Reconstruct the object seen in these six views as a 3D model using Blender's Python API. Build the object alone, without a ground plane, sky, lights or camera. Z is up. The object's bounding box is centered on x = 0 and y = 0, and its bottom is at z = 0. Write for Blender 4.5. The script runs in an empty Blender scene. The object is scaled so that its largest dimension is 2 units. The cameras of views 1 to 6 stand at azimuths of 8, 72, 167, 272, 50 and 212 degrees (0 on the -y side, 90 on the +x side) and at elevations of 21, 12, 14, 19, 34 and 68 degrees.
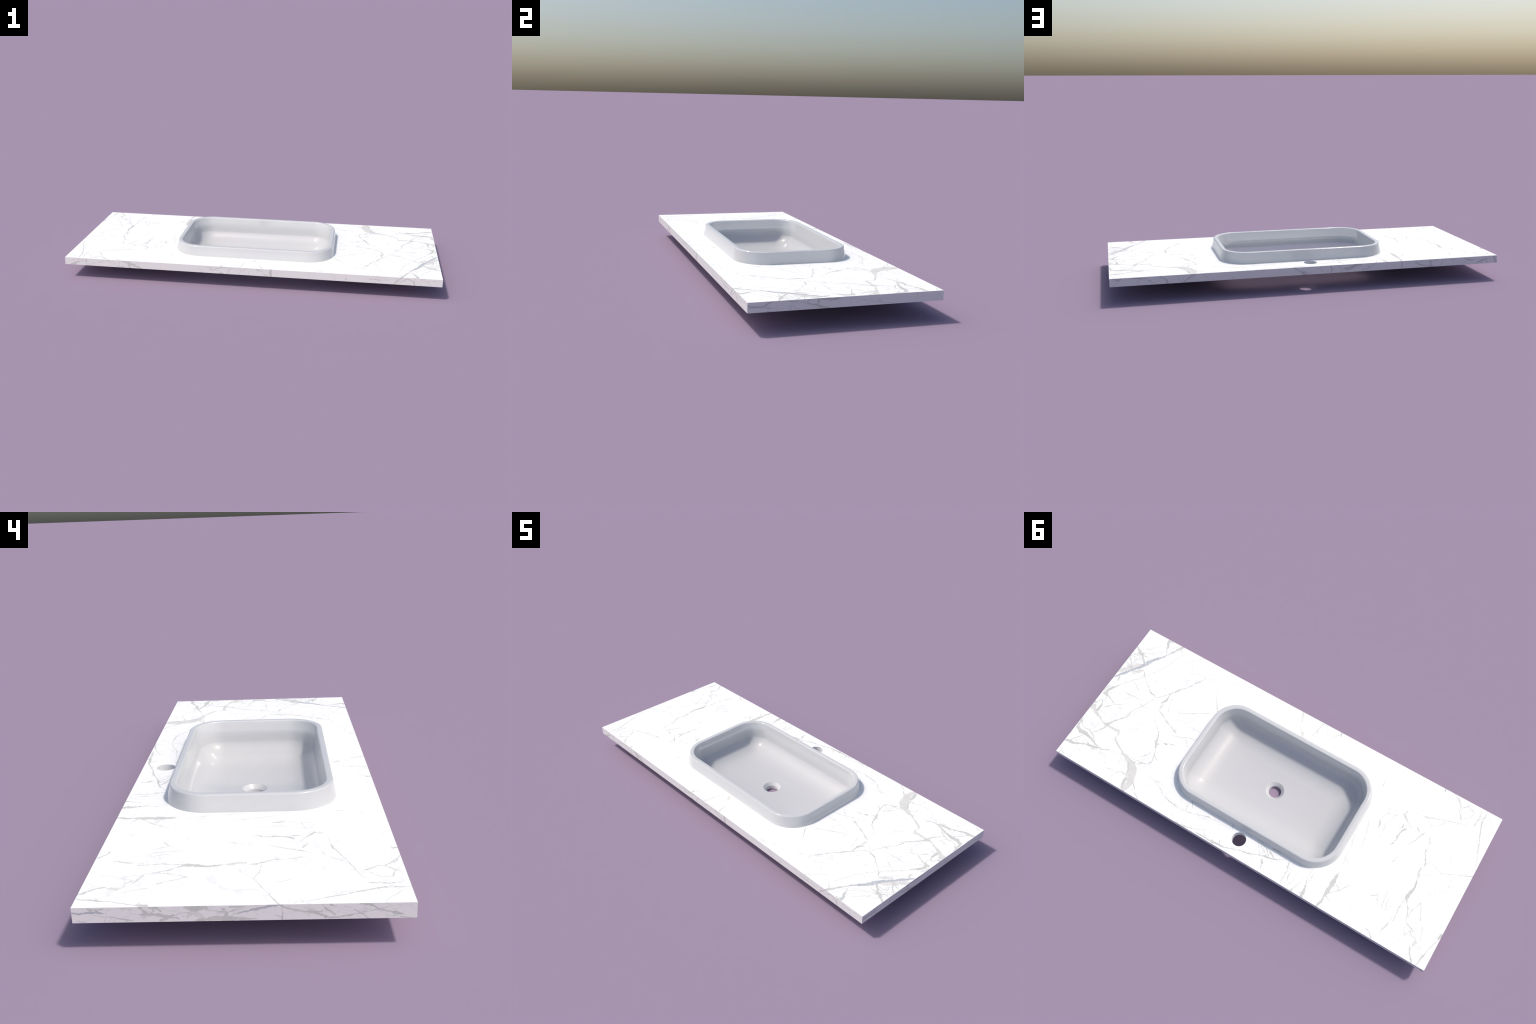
"""Marble vanity top with a drop-in ceramic wash basin, a drain and a tap hole."""
import math
import bpy
import bmesh
from mathutils import Vector

# ------------------------------------------------------------------ sizes (m)
SLAB_X, SLAB_Y = 1.0, 0.4            # half length, half depth of the counter
SLAB_TOP, SLAB_BOTTOM = 0.12, 0.08
TAP_Y, TAP_R = 0.3165, 0.0335        # tap hole behind the basin
CUT = (0.426, 0.258, 0.128)          # opening under the basin: half x, half y, corner radius
CORNER_STEPS, SIDE_STEPS_X, SIDE_STEPS_Y = 20, 16, 10


# ------------------------------------------------------------------ helpers
def new_object(name, bm, parent, material, smooth=None):
    mesh = bpy.data.meshes.new(name)
    bm.to_mesh(mesh)
    bm.free()
    ob = bpy.data.objects.new(name, mesh)
    bpy.context.scene.collection.objects.link(ob)
    ob.parent = parent
    for m in (material if isinstance(material, (list, tuple)) else [material]):
        mesh.materials.append(m)
    if smooth is not None:
        mesh.polygons.foreach_set("use_smooth", [True] * len(mesh.polygons))
        mesh.set_sharp_from_angle(angle=math.radians(smooth))
    return ob


def rounded_rect(a, b, r):
    """Points of a rounded rectangle, always the same number, anticlockwise from +x side."""
    r = min(r, a, b)
    pts = []
    corners = [((a - r, b - r), 0), ((-a + r, b - r), 90), ((-a + r, -b + r), 180), ((a - r, -b + r), 270)]
    for k, ((cx, cy), start) in enumerate(corners):
        for i in range(CORNER_STEPS + 1):
            t = math.radians(start + 90 * i / CORNER_STEPS)
            pts.append((cx + r * math.cos(t), cy + r * math.sin(t)))
        (nx, ny), nstart = corners[(k + 1) % 4]
        t = math.radians(nstart)
        q = (nx + r * math.cos(t), ny + r * math.sin(t))
        p = pts[-1]
        steps = SIDE_STEPS_X if k % 2 == 0 else SIDE_STEPS_Y
        for i in range(1, steps):
            f = i / steps
            pts.append((p[0] + (q[0] - p[0]) * f, p[1] + (q[1] - p[1]) * f))
    return pts


def circle_matching(ring, radius):
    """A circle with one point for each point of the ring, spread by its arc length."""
    n = len(ring)
    length = [0.0]
    for i in range(n):
        p, q = ring[i], ring[(i + 1) % n]
        length.append(length[-1] + math.dist(p, q))
    a0 = math.atan2(ring[0][1], ring[0][0])
    out = []
    for i in range(n):
        direction = math.atan2(ring[i][1], ring[i][0])
        out.append((radius * math.cos(direction), radius * math.sin(direction)))
    return out


def loft(bm, rings):
    """Skin a list of closed rings of 3D points with quads."""
    rows = [[bm.verts.new(p) for p in ring] for ring in rings]
    for lo, hi in zip(rows, rows[1:]):
        n = len(lo)
        for i in range(n):
            j = (i + 1) % n
            bm.faces.new((lo[i], lo[j], hi[j], hi[i]))
    return rows


def arc(cx, cz, r, start, end, steps):
    """Points of an arc in the (inset, z) plane, angles in degrees."""
    return [(cx + r * math.cos(math.radians(start + (end - start) * i / steps)),
             cz + r * math.sin(math.radians(start + (end - start) * i / steps))) for i in range(steps + 1)]


# ------------------------------------------------------------------ materials
def ceramic_material():
    """Glossy white glaze over a slightly see-through body."""
    m = bpy.data.materials.new("glazed_ceramic")
    m.use_nodes = True
    nt = m.node_tree
    bsdf = nt.nodes["Principled BSDF"]
    noise = nt.nodes.new("ShaderNodeTexNoise")
    noise.inputs["Scale"].default_value = 3.0
    coord = nt.nodes.new("ShaderNodeTexCoord")
    nt.links.new(coord.outputs["Object"], noise.inputs["Vector"])
    ramp = nt.nodes.new("ShaderNodeValToRGB")
    ramp.color_ramp.elements[0].color = (0.875, 0.875, 0.875, 1)
    ramp.color_ramp.elements[1].color = (0.885, 0.885, 0.885, 1)
    nt.links.new(noise.outputs["Fac"], ramp.inputs["Fac"])
    nt.links.new(ramp.outputs["Color"], bsdf.inputs["Base Color"])
    # the steep walls are a touch more satin than the floor
    steep = nt.nodes.new("ShaderNodeSeparateXYZ")
    nt.links.new(nt.nodes.new("ShaderNodeNewGeometry").outputs["Normal"], steep.inputs[0])
    satin = nt.nodes.new("ShaderNodeMapRange")
    for socket, v in ((1, 0.50), (2, 0.84), (3, 0.17), (4, 0.09)):
        satin.inputs[socket].default_value = v
    nt.links.new(steep.outputs["Z"], satin.inputs[0])
    nt.links.new(satin.outputs[0], bsdf.inputs["Roughness"])
    bsdf.inputs["IOR"].default_value = 1.5
    bsdf.inputs["Transmission Weight"].default_value = 0.4
    return m


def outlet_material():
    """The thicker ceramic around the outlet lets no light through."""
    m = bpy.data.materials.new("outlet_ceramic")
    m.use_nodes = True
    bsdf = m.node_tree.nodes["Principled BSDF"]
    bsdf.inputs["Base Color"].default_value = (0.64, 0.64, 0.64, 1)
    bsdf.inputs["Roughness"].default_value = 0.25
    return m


def bisque_material():
    """Unglazed, matt underside of the basin."""
    m = bpy.data.materials.new("unglazed_ceramic")
    m.use_nodes = True
    bsdf = m.node_tree.nodes["Principled BSDF"]
    bsdf.inputs["Base Color"].default_value = (0.88, 0.88, 0.88, 1)
    bsdf.inputs["Roughness"].default_value = 0.38
    bsdf.inputs["IOR"].default_value = 1.5
    bsdf.inputs["Transmission Weight"].default_value = 0.8
    return m


# ------------------------------------------------------------------ marble
# Each vein is a crack in the stone: control points along its spine as (u, v, half width in mm).
# u, v are metres on the face: x, y on the top; x, z on the front and back; y, z on the ends.
TOP_VEINS = [
    ("blue", (1, -0.076, 2.6), (0.984, -0.096, 5), (0.964, -0.125, 8.1), (0.948, -0.146, 5.7), (0.931, -0.173, 6.5), (0.912, -0.202, 8.8), (0.898, -0.232, 10.4), (0.887, -0.251, 8.1), (0.869, -0.271, 7.3), (0.847, -0.302, 3.9), (0.838, -0.317, 1.1)),
    ("grey", (0.846, -0.307, 1.4), (0.828, -0.337, 3.4), (0.815, -0.365, 5), (0.8, -0.389, 7.3), (0.793, -0.402, 4.2)),
    ("warm", (1.001, -0.11, 7.3), (0.976, -0.142, 13.5), (0.952, -0.174, 15), (0.919, -0.206, 10.4)),
    ("warm", (0.936, -0.146, 5.7), (0.909, -0.169, 7.3), (0.891, -0.184, 8.8), (0.877, -0.175, 2.6)),
    ("grey", (1.004, -0.282, 5.7), (0.984, -0.272, 5), (0.971, -0.262, 8.1), (0.956, -0.258, 7.3), (0.943, -0.248, 3.4), (0.928, -0.236, 4.2), (0.914, -0.222, 5.7)),
    ("grey", (1, -0.213, 1.7), (0.979, -0.24, 1.4), (0.958, -0.261, 2), (0.947, -0.272, 1.1)),
    ("grey", (1, -0.194, 0.8), (0.976, -0.224, 1.4), (0.955, -0.252, 1.4)),
    ("grey", (0.999, -0.215, 1.7), (0.979, -0.196, 1.7), (0.965, -0.179, 2.3), (0.953, -0.16, 3.4)),
    ("grey", (1.003, -0.182, 1.4), (0.98, -0.174, 1.7), (0.963, -0.167, 2.3)),
    ("grey", (0.959, -0.217, 0.8), (0.947, -0.224, 1.4), (0.929, -0.226, 1.1)),
    ("grey", (0.951, -0.252, 0.8), (0.93, -0.256, 2), (0.905, -0.254, 1.1), (0.898, -0.249, 0.8)),
    ("grey", (0.877, -0.398, 7.3), (0.875, -0.377, 5.7), (0.861, -0.359, 5.7), (0.86, -0.347, 2.9), (0.848, -0.327, 1.4), (0.843, -0.313, 0.8)),
    ("grey", (0.875, -0.389, 6.5), (0.863, -0.395, 4.2), (0.845, -0.395, 1.1)),
    ("faint", (0.977, -0.276, 0.8), (0.95, -0.295, 0.8), (0.925, -0.305, 0.8), (0.908, -0.327, 0.5)),
    ("grey", (0.88, -0.174, 2.6), (0.87, -0.159, 2.3), (0.849, -0.141, 0.8), (0.837, -0.135, 1.7), (0.822, -0.124, 1.4), (0.799, -0.104, 2), (0.79, -0.099, 3.9), (0.77, -0.094, 3.9), (0.754, -0.088, 1.7)),
    ("grey", (0.756, -0.086, 0.8), (0.74, -0.097, 2), (0.72, -0.118, 1.7), (0.698, -0.148, 2.6), (0.681, -0.169, 3.9), (0.665, -0.191, 2), (0.644, -0.216, 1.7), (0.627, -0.249, 2.3), (0.607, -0.277, 1.4)),
    ("grey", (0.636, -0.224, 1.7), (0.626, -0.251, 2), (0.611, -0.278, 1.3), (0.595, -0.303, 0.9), (0.553, -0.323, 0.6)),
    ("grey", (0.701, -0.142, 1.7), (0.696, -0.128, 1.7), (0.695, -0.116, 2.9), (0.693, -0.101, 5), (0.703, -0.087, 4.5), (0.709, -0.074, 1.1)),
    ("faint", (0.694, -0.08, 0.8), (0.697, -0.057, 2.6), (0.7, -0.039, 0.5)),
    ("grey", (0.699, -0.037, 0.5), (0.68, -0.032, 2), (0.67, -0.028, 3.9), (0.655, -0.021, 2.3), (0.645, -0.015, 2), (0.622, -0.004, 2), (0.604, 0.001, 1.4)),
    ("grey", (0.606, -0, 1.4), (0.582, 0.01, 1.7), (0.569, 0.015, 4.5), (0.55, 0.021, 0.5)),
    ("grey", (0.752, -0.086, 0.5), (0.762, -0.051, 1.4), (0.781, -0.011, 1.7), (0.8, 0.017, 0.8), (0.813, 0.054, 2.3), (0.821, 0.079, 1.4), (0.836, 0.102, 1.4)),
    ("grey", (0.744, -0.025, 0.5), (0.775, 0.019, 0.8), (0.802, 0.052, 1.4), (0.816, 0.081, 2.9), (0.843, 0.113, 2.9), (0.867, 0.145, 6.5), (0.876, 0.159, 8.8)),
    ("broad", (1.008, 0.108, 15), (0.988, 0.113, 18.1), (0.962, 0.13, 8.8), (0.942, 0.138, 8.1), (0.921, 0.146, 7), (0.912, 0.153, 5), (0.893, 0.157, 5.7), (0.872, 0.159, 8.8)),
    ("broad", (0.872, 0.159, 8.8), (0.849, 0.159, 5.7), (0.829, 0.159, 7.3), (0.802, 0.159, 8.1), (0.791, 0.172, 6.5), (0.793, 0.188, 5.4), (0.79, 0.2, 5.7), (0.771, 0.212, 6), (0.747, 0.225, 6), (0.729, 0.234, 3.9), (0.715, 0.245, 6.5), (0.691, 0.25, 11.2), (0.666, 0.259, 11.9), (0.638, 0.265, 16.6)),
    ("broad", (0.637, 0.261, 8.8), (0.629, 0.283, 22.8), (0.613, 0.316, 22.8), (0.6, 0.35, 19.7), (0.598, 0.379, 15), (0.603, 0.408, 8.8)),
    ("grey", (0.66, 0.271, 4.2), (0.644, 0.296, 2.9), (0.634, 0.324, 2.6), (0.627, 0.354, 5.7), (0.612, 0.391, 6.5)),
    ("grey", (1.002, 0.084, 8.8), (0.987, 0.083, 2.6), (0.976, 0.06, 2)),
    ("grey", (0.972, 0.057, 2), (0.957, 0.078, 3.3), (0.958, 0.101, 6.5), (0.957, 0.121, 7.3)),
    ("grey", (0.949, 0.086, 0.5), (0.929, 0.076, 2), (0.904, 0.051, 1.1), (0.886, 0.038, 1.7), (0.874, 0.033, 2)),
    ("grey", (0.986, 0.026, 8.1), (0.979, 0.013, 10.4), (0.98, 0.001, 7.3), (0.976, -0.01, 6.5), (0.968, -0.025, 5.7), (0.954, -0.04, 3.4), (0.946, -0.055, 1.1)),
    ("grey", (0.975, 0.023, 5.7), (0.958, 0.026, 3.4), (0.937, 0.033, 2.6), (0.923, 0.042, 2.6), (0.901, 0.05, 0.8)),
    ("grey", (0.997, 0.011, 3.4), (0.994, -0.007, 2.6), (0.989, -0.027, 1.4)),
    ("grey", (0.969, -0.069, 3.9), (0.975, -0.095, 2.3)),
    ("faint", (0.957, -0.076, 0.5), (0.941, -0.103, 0.8), (0.924, -0.141, 1.1), (0.903, -0.162, 2.3)),
    ("grey", (0.907, -0.034, 0.8), (0.878, -0.033, 1.1), (0.844, -0.035, 1.1), (0.794, -0.036, 0.5)),
    ("faint", (0.868, -0.004, 1.4), (0.869, -0.017, 1.4), (0.847, -0.033, 0.5)),
    ("faint", (0.948, -0.052, 0.5), (0.926, -0.082, 0.5), (0.889, -0.125, 0.5)),
    ("faint", (0.876, -0.095, 0.5), (0.847, -0.138, 0.5)),
    ("grey", (0.996, 0.195, 4.2), (0.995, 0.219, 8.8), (0.989, 0.24, 7.3), (0.972, 0.25, 8.8), (0.948, 0.251, 10.4), (0.923, 0.252, 8.8), (0.895, 0.259, 7), (0.874, 0.267, 2.9), (0.853, 0.274, 3.4), (0.83, 0.279, 3.4), (0.808, 0.278, 3.4), (0.785, 0.265, 3.9)),
    ("grey", (0.992, 0.201, 2.9), (0.977, 0.22, 1.9), (0.949, 0.228, 2.3), (0.929, 0.224, 2.3), (0.911, 0.233, 2.6), (0.892, 0.242, 2), (0.873, 0.262, 1.4), (0.861, 0.274, 3.4)),
    ("grey", (0.918, 0.239, 0.8), (0.896, 0.216, 1.7), (0.881, 0.195, 2.9), (0.872, 0.175, 2.9), (0.865, 0.159, 2.6)),
    ("faint", (0.929, 0.224, 0.5), (0.918, 0.203, 0.5), (0.908, 0.173, 0.5)),
    ("faint", (0.882, 0.225, 0.5), (0.873, 0.194, 1.4)),
    ("grey", (1.003, 0.332, 2.6), (0.976, 0.322, 7.3), (0.963, 0.324, 8.1), (0.943, 0.32, 4.2), (0.916, 0.304, 4.2), (0.885, 0.293, 5), (0.858, 0.288, 5.7), (0.838, 0.284, 5)),
    ("faint", (0.975, 0.313, 2), (0.955, 0.288, 2.3), (0.939, 0.262, 1.1)),
    ("faint", (0.954, 0.31, 1.4), (0.94, 0.287, 0.8)),
    ("grey", (0.9, 0.288, 3.4), (0.889, 0.288, 3.9)),
    ("warm", (0.862, 0.303, 5.7), (0.847, 0.292, 7.3)),
    ("faint", (0.826, 0.285, 1.7), (0.81, 0.291, 1.1), (0.79, 0.302, 0.5)),
    ("faint", (0.782, 0.266, 0.5), (0.757, 0.259, 0.5), (0.716, 0.252, 0.5)),
    ("faint", (0.785, 0.288, 0.5), (0.772, 0.311, 0.5), (0.759, 0.334, 0.5)),
    ("faint", (0.742, 0.347, 0.5), (0.723, 0.342, 1.1), (0.698, 0.334, 0.8)),
    ("grey", (0.685, 0.342, 1.7), (0.669, 0.327, 1.7), (0.65, 0.323, 1.7), (0.63, 0.324, 1.4)),
    ("grey", (0.704, -0.026, 0.5), (0.698, 0.003, 0.8), (0.678, 0.02, 1.1), (0.659, 0.037, 0.8), (0.628, 0.062, 2.3), (0.616, 0.087, 2.9), (0.611, 0.108, 5), (0.599, 0.128, 4.2), (0.589, 0.142, 1.4), (0.58, 0.168, 2), (0.574, 0.184, 2)),
    ("grey", (0.575, 0.173, 2.6), (0.569, 0.208, 2.3), (0.581, 0.229, 2.6), (0.606, 0.236, 4.2), (0.621, 0.253, 4.2)),
    ("faint", (0.63, 0.1, 0.5), (0.613, 0.113, 1.4)),
    ("grey", (0.578, 0.175, 2.6), (0.548, 0.191, 0.8)),
    ("grey", (0.599, 0.117, 3.4), (0.585, 0.104, 0.8), (0.577, 0.095, 1.7), (0.563, 0.099, 4.2), (0.555, 0.089, 0.5), (0.543, 0.084, 2.6), (0.518, 0.076, 0.5)),
    ("faint", (0.607, 0.073, 0.5), (0.584, 0.052, 0.5), (0.536, 0.033, 1.1), (0.499, 0.016, 1.4), (0.443, -0.002, 0.8)),
    ("faint", (0.502, 0.022, 0.8), (0.476, 0.038, 0.8), (0.465, 0.052, 0.5)),
    ("faint", (0.657, -0.054, 0.5), (0.625, -0.069, 0.5), (0.56, -0.097, 1.4), (0.512, -0.127, 0.5)),
    ("faint", (0.632, 0.215, 1.4), (0.613, 0.194, 2), (0.609, 0.187, 0.8)),
    ("faint", (0.671, 0.24, 0.8), (0.641, 0.24, 0.8), (0.61, 0.236, 0.8)),
    ("grey", (0.586, 0.341, 2.9), (0.571, 0.355, 2.9), (0.558, 0.366, 1.1)),
    ("grey", (0.575, 0.369, 0.8), (0.545, 0.381, 1.1), (0.516, 0.397, 1.4)),
    ("faint", (0.997, 0.368, 0.8), (0.976, 0.383, 1.4), (0.956, 0.395, 0.5)),
    ("faint", (0.985, 0.397, 1.4), (0.978, 0.381, 1.1), (0.975, 0.359, 0.5)),
    ("faint", (0.929, 0.398, 1.1), (0.92, 0.381, 0.8), (0.907, 0.357, 0.5)),
    ("grey", (0.545, 0.269, 0.5), (0.503, 0.282, 1.4), (0.469, 0.293, 1.4), (0.445, 0.306, 1.4), (0.428, 0.32, 0.8)),
    ("faint", (0.5, 0.28, 1.1), (0.481, 0.276, 1.4), (0.454, 0.28, 0.8)),
    ("grey", (0.451, 0.324, 0.5), (0.42, 0.321, 0.8), (0.405, 0.322, 1.7), (0.384, 0.331, 2.3), (0.354, 0.333, 2), (0.328, 0.334, 1.1), (0.288, 0.328, 0.8), (0.26, 0.326, 1.4), (0.226, 0.313, 1.1), (0.178, 0.298, 1.4), (0.162, 0.301, 0.8), (0.123, 0.296, 0.8), (0.063, 0.285, 0.5)),
    ("faint", (0.294, 0.289, 0.8), (0.294, 0.315, 1.7), (0.285, 0.33, 0.8)),
    ("grey", (0.291, 0.269, 1.4), (0.27, 0.299, 1.7)),
    ("grey", (0.299, 0.395, 2.6), (0.28, 0.398, 1.7), (0.25, 0.395, 2.9), (0.22, 0.386, 1.4), (0.186, 0.374, 1.1), (0.156, 0.362, 1.1)),
    ("faint", (0.162, 0.367, 0.8), (0.146, 0.388, 1.7)),
    ("grey", (0.216, 0.398, 0.5), (0.184, 0.392, 2.3), (0.158, 0.393, 3.9), (0.127, 0.392, 3.9), (0.094, 0.39, 6), (0.068, 0.387, 5.1), (0.038, 0.383, 2.9), (0.015, 0.376, 1.4), (-0.014, 0.367, 2), (-0.034, 0.36, 1.7), (-0.061, 0.353, 3.4), (-0.101, 0.34, 2), (-0.134, 0.326, 2), (-0.148, 0.321, 6.5), (-0.167, 0.319, 3.4), (-0.19, 0.311, 3.4)),
    ("grey", (-0.187, 0.313, 2.6), (-0.201, 0.305, 1.4), (-0.234, 0.287, 0.8)),
    ("faint", (0.077, 0.362, 1.4), (0.065, 0.38, 2)),
    ("faint", (0.106, 0.381, 2), (0.095, 0.393, 2.6)),
    ("grey", (-0.037, 0.266, 2), (-0.073, 0.268, 1.1), (-0.103, 0.288, 1.1), (-0.151, 0.318, 1.4)),
    ("faint", (-0.075, 0.268, 1.1), (-0.086, 0.285, 0.8), (-0.122, 0.329, 0.8)),
    ("grey", (-0.074, 0.263, 1.1), (-0.102, 0.275, 1.4), (-0.141, 0.294, 2.3), (-0.158, 0.313, 1.4)),
    ("grey", (-0.152, 0.292, 1.7), (-0.174, 0.302, 2), (-0.192, 0.312, 2)),
    ("grey", (-0.16, 0.274, 4.2), (-0.182, 0.271, 4.2), (-0.208, 0.269, 1.7)),
    ("faint", (0.06, 0.273, 2.3), (0.05, 0.294, 0.8)),
    ("grey", (-0.138, 0.334, 1.1), (-0.148, 0.355, 4.2), (-0.158, 0.381, 1.1)),
    ("faint", (-0.099, 0.377, 0.5), (-0.114, 0.366, 0.8)),
    ("grey", (-0.255, 0.288, 1.7), (-0.258, 0.306, 2.6), (-0.267, 0.324, 1.7), (-0.268, 0.354, 1.4), (-0.267, 0.383, 1.7), (-0.276, 0.398, 0.8)),
    ("faint", (-0.262, 0.31, 0.5), (-0.286, 0.319, 0.8)),
    ("faint", (-0.285, 0.32, 0.8), (-0.282, 0.349, 2.3), (-0.292, 0.371, 0.8)),
    ("grey", (-0.364, 0.257, 1.1), (-0.362, 0.291, 1.1), (-0.363, 0.315, 1.1), (-0.373, 0.332, 2.3), (-0.376, 0.352, 5.7), (-0.378, 0.37, 6.5), (-0.376, 0.388, 8.8), (-0.383, 0.408, 7.3)),
    ("faint", (-0.378, 0.267, 0.5), (-0.378, 0.295, 1.4), (-0.378, 0.329, 0.5)),
    ("grey", (-0.325, 0.398, 5), (-0.332, 0.376, 1.1), (-0.339, 0.362, 0.5)),
    ("warm", (-0.451, 0.048, 3.3), (-0.46, 0.071, 2.6), (-0.467, 0.091, 1.4), (-0.46, 0.117, 2.3), (-0.462, 0.133, 4.2), (-0.47, 0.159, 2.6), (-0.47, 0.188, 1.1), (-0.474, 0.219, 1.4)),
    ("grey", (-0.474, 0.216, 1.4), (-0.474, 0.247, 7.3), (-0.473, 0.275, 8.8), (-0.473, 0.299, 11.9), (-0.472, 0.32, 9.6), (-0.469, 0.338, 5), (-0.468, 0.369, 4.5), (-0.461, 0.398, 6.5), (-0.454, 0.414, 2.6)),
    ("warm", (-0.447, -0.032, 0.5), (-0.445, 0.001, 1.1), (-0.449, 0.027, 1.4), (-0.452, 0.05, 3.9), (-0.461, 0.073, 3.4)),
    ("warm", (-0.473, 0.134, 2.6), (-0.483, 0.152, 2.3), (-0.487, 0.167, 0.8)),
    ("grey", (-0.486, 0.315, 0.5), (-0.51, 0.288, 2), (-0.527, 0.261, 0.5), (-0.552, 0.23, 0.5)),
    ("faint", (-0.49, 0.265, 0.5), (-0.511, 0.285, 1.1)),
    ("faint", (-0.475, 0.331, 0.8), (-0.502, 0.347, 0.5)),
    ("warm", (-0.443, -0.181, 0.5), (-0.45, -0.144, 0.8), (-0.462, -0.096, 1.4), (-0.477, -0.058, 1.4), (-0.484, -0.03, 1.7), (-0.495, -0.011, 1.4), (-0.499, 0.038, 0.8)),
    ("grey", (-0.639, -0.124, 3.9), (-0.63, -0.116, 4.5), (-0.621, -0.095, 3.4), (-0.618, -0.075, 4.2), (-0.623, -0.056, 2)),
    ("faint", (-0.618, -0.122, 5), (-0.616, -0.14, 2.3)),
    ("faint", (-0.645, -0.147, 0.8), (-0.61, -0.179, 1.4), (-0.596, -0.185, 3.4)),
    ("faint", (-0.567, -0.174, 0.5), (-0.563, -0.154, 0.8), (-0.555, -0.135, 0.5)),
    ("faint", (-0.541, -0.1, 1.1), (-0.551, -0.054, 0.8)),
    ("faint", (-0.511, -0.1, 1.7), (-0.521, -0.085, 3.6), (-0.523, -0.068, 1.4)),
    ("faint", (-0.621, -0.039, 3.9), (-0.611, -0.023, 1.4)),
    ("grey", (-0.745, -0.172, 0.5), (-0.751, -0.151, 1.1), (-0.763, -0.116, 2), (-0.768, -0.095, 0.8), (-0.764, -0.078, 2.6), (-0.771, -0.054, 0.5), (-0.783, -0.034, 2), (-0.789, -0.027, 3.9), (-0.792, -0.011, 1.4)),
    ("warm", (-0.794, -0.016, 1.1), (-0.782, 0.006, 2.6), (-0.782, 0.022, 5.4), (-0.788, 0.04, 5.4), (-0.79, 0.066, 2.6)),
    ("grey", (-0.789, 0.062, 2.9), (-0.795, 0.079, 3.9), (-0.8, 0.097, 5.4), (-0.792, 0.119, 8.1), (-0.787, 0.135, 7), (-0.788, 0.155, 6.5), (-0.795, 0.171, 3.4), (-0.806, 0.184, 2), (-0.814, 0.195, 2.9), (-0.824, 0.216, 2.3), (-0.833, 0.248, 1.4)),
    ("warm", (-0.833, 0.248, 1.7), (-0.846, 0.259, 3.9), (-0.862, 0.265, 5), (-0.878, 0.272, 3.9), (-0.892, 0.283, 2), (-0.906, 0.3, 4.2), (-0.914, 0.312, 9.6), (-0.912, 0.331, 7), (-0.903, 0.344, 2.6)),
    ("grey", (-0.902, 0.341, 2.6), (-0.913, 0.366, 3.3), (-0.926, 0.384, 3.4), (-0.938, 0.405, 5)),
    ("grey", (-0.783, 0.154, 2), (-0.784, 0.177, 1.1), (-0.778, 0.214, 1.4), (-0.782, 0.235, 1.1), (-0.782, 0.265, 1.7), (-0.784, 0.277, 0.8)),
    ("grey", (-0.771, 0.295, 0.8), (-0.767, 0.32, 1.7), (-0.758, 0.348, 0.8)),
    ("grey", (-0.851, 0.144, 0.8), (-0.841, 0.183, 0.8), (-0.831, 0.205, 1.4), (-0.838, 0.231, 0.5), (-0.834, 0.25, 0.8)),
    ("faint", (-0.908, 0.236, 0.8), (-0.919, 0.266, 0.5), (-0.929, 0.294, 0.5)),
    ("faint", (-0.87, 0.28, 1.7), (-0.883, 0.295, 2), (-0.899, 0.297, 1.1)),
    ("faint", (-0.698, 0.373, 2.3), (-0.714, 0.375, 1.1), (-0.739, 0.395, 2.6)),
    ("grey", (-0.997, 0.226, 7.3), (-0.991, 0.255, 1.7), (-0.981, 0.289, 1.7), (-0.972, 0.315, 1.7), (-0.972, 0.334, 2.3), (-0.969, 0.345, 3.4), (-0.962, 0.368, 2.3), (-0.96, 0.388, 2), (-0.952, 0.403, 1.1)),
    ("grey", (-0.928, -0.378, 0.8), (-0.918, -0.35, 2), (-0.925, -0.329, 1.7), (-0.936, -0.296, 2), (-0.948, -0.26, 1.4), (-0.962, -0.219, 1.7), (-0.975, -0.191, 0.8), (-0.982, -0.161, 0.5)),
    ("faint", (-0.902, -0.327, 1.4), (-0.902, -0.304, 0.8)),
    ("grey", (-0.705, -0.403, 2.9), (-0.712, -0.384, 2.3)),
    ("faint", (-0.772, -0.393, 0.8), (-0.788, -0.382, 1.1), (-0.794, -0.371, 0.8), (-0.813, -0.352, 1.4)),
    ("faint", (-0.808, -0.34, 0.5), (-0.819, -0.319, 0.5), (-0.83, -0.308, 0.8)),
    ("grey", (-0.974, -0.073, 2.6), (-1, -0.085, 1.7)),
    ("faint", (-0.661, -0.224, 0.5), (-0.683, -0.226, 0.5), (-0.705, -0.228, 1.4), (-0.733, -0.242, 0.5)),
    ("faint", (-0.701, -0.113, 1.1), (-0.712, -0.143, 1.7), (-0.722, -0.159, 0.5)),
    ("faint", (-0.672, -0.055, 0.5), (-0.693, -0.084, 0.8), (-0.698, -0.103, 0.5)),
    ("faint", (-0.676, -0.162, 1.1), (-0.685, -0.151, 2), (-0.696, -0.149, 1.4)),
    ("faint", (-0.833, -0.377, 0.5), (-0.868, -0.367, 1.1)),
    ("warm", (0.077, -0.403, 3.1), (0.065, -0.37, 5), (0.054, -0.343, 1.3), (0.041, -0.317, 3.1), (0.023, -0.299, 8.3), (0.011, -0.28, 7.8)),
    ("grey", (-0.043, -0.402, 1.3), (-0.033, -0.366, 2), (-0.033, -0.337, 2), (-0.024, -0.311, 0.9)),
    ("grey", (-0.139, -0.399, 3.1), (-0.152, -0.368, 0.9)),
    ("faint", (-0.144, -0.39, 1.7), (-0.114, -0.354, 0.9)),
    ("faint", (0.507, -0.3, 0.6), (0.495, -0.255, 0.9), (0.478, -0.225, 1.3), (0.443, -0.184, 2.4)),
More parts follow.
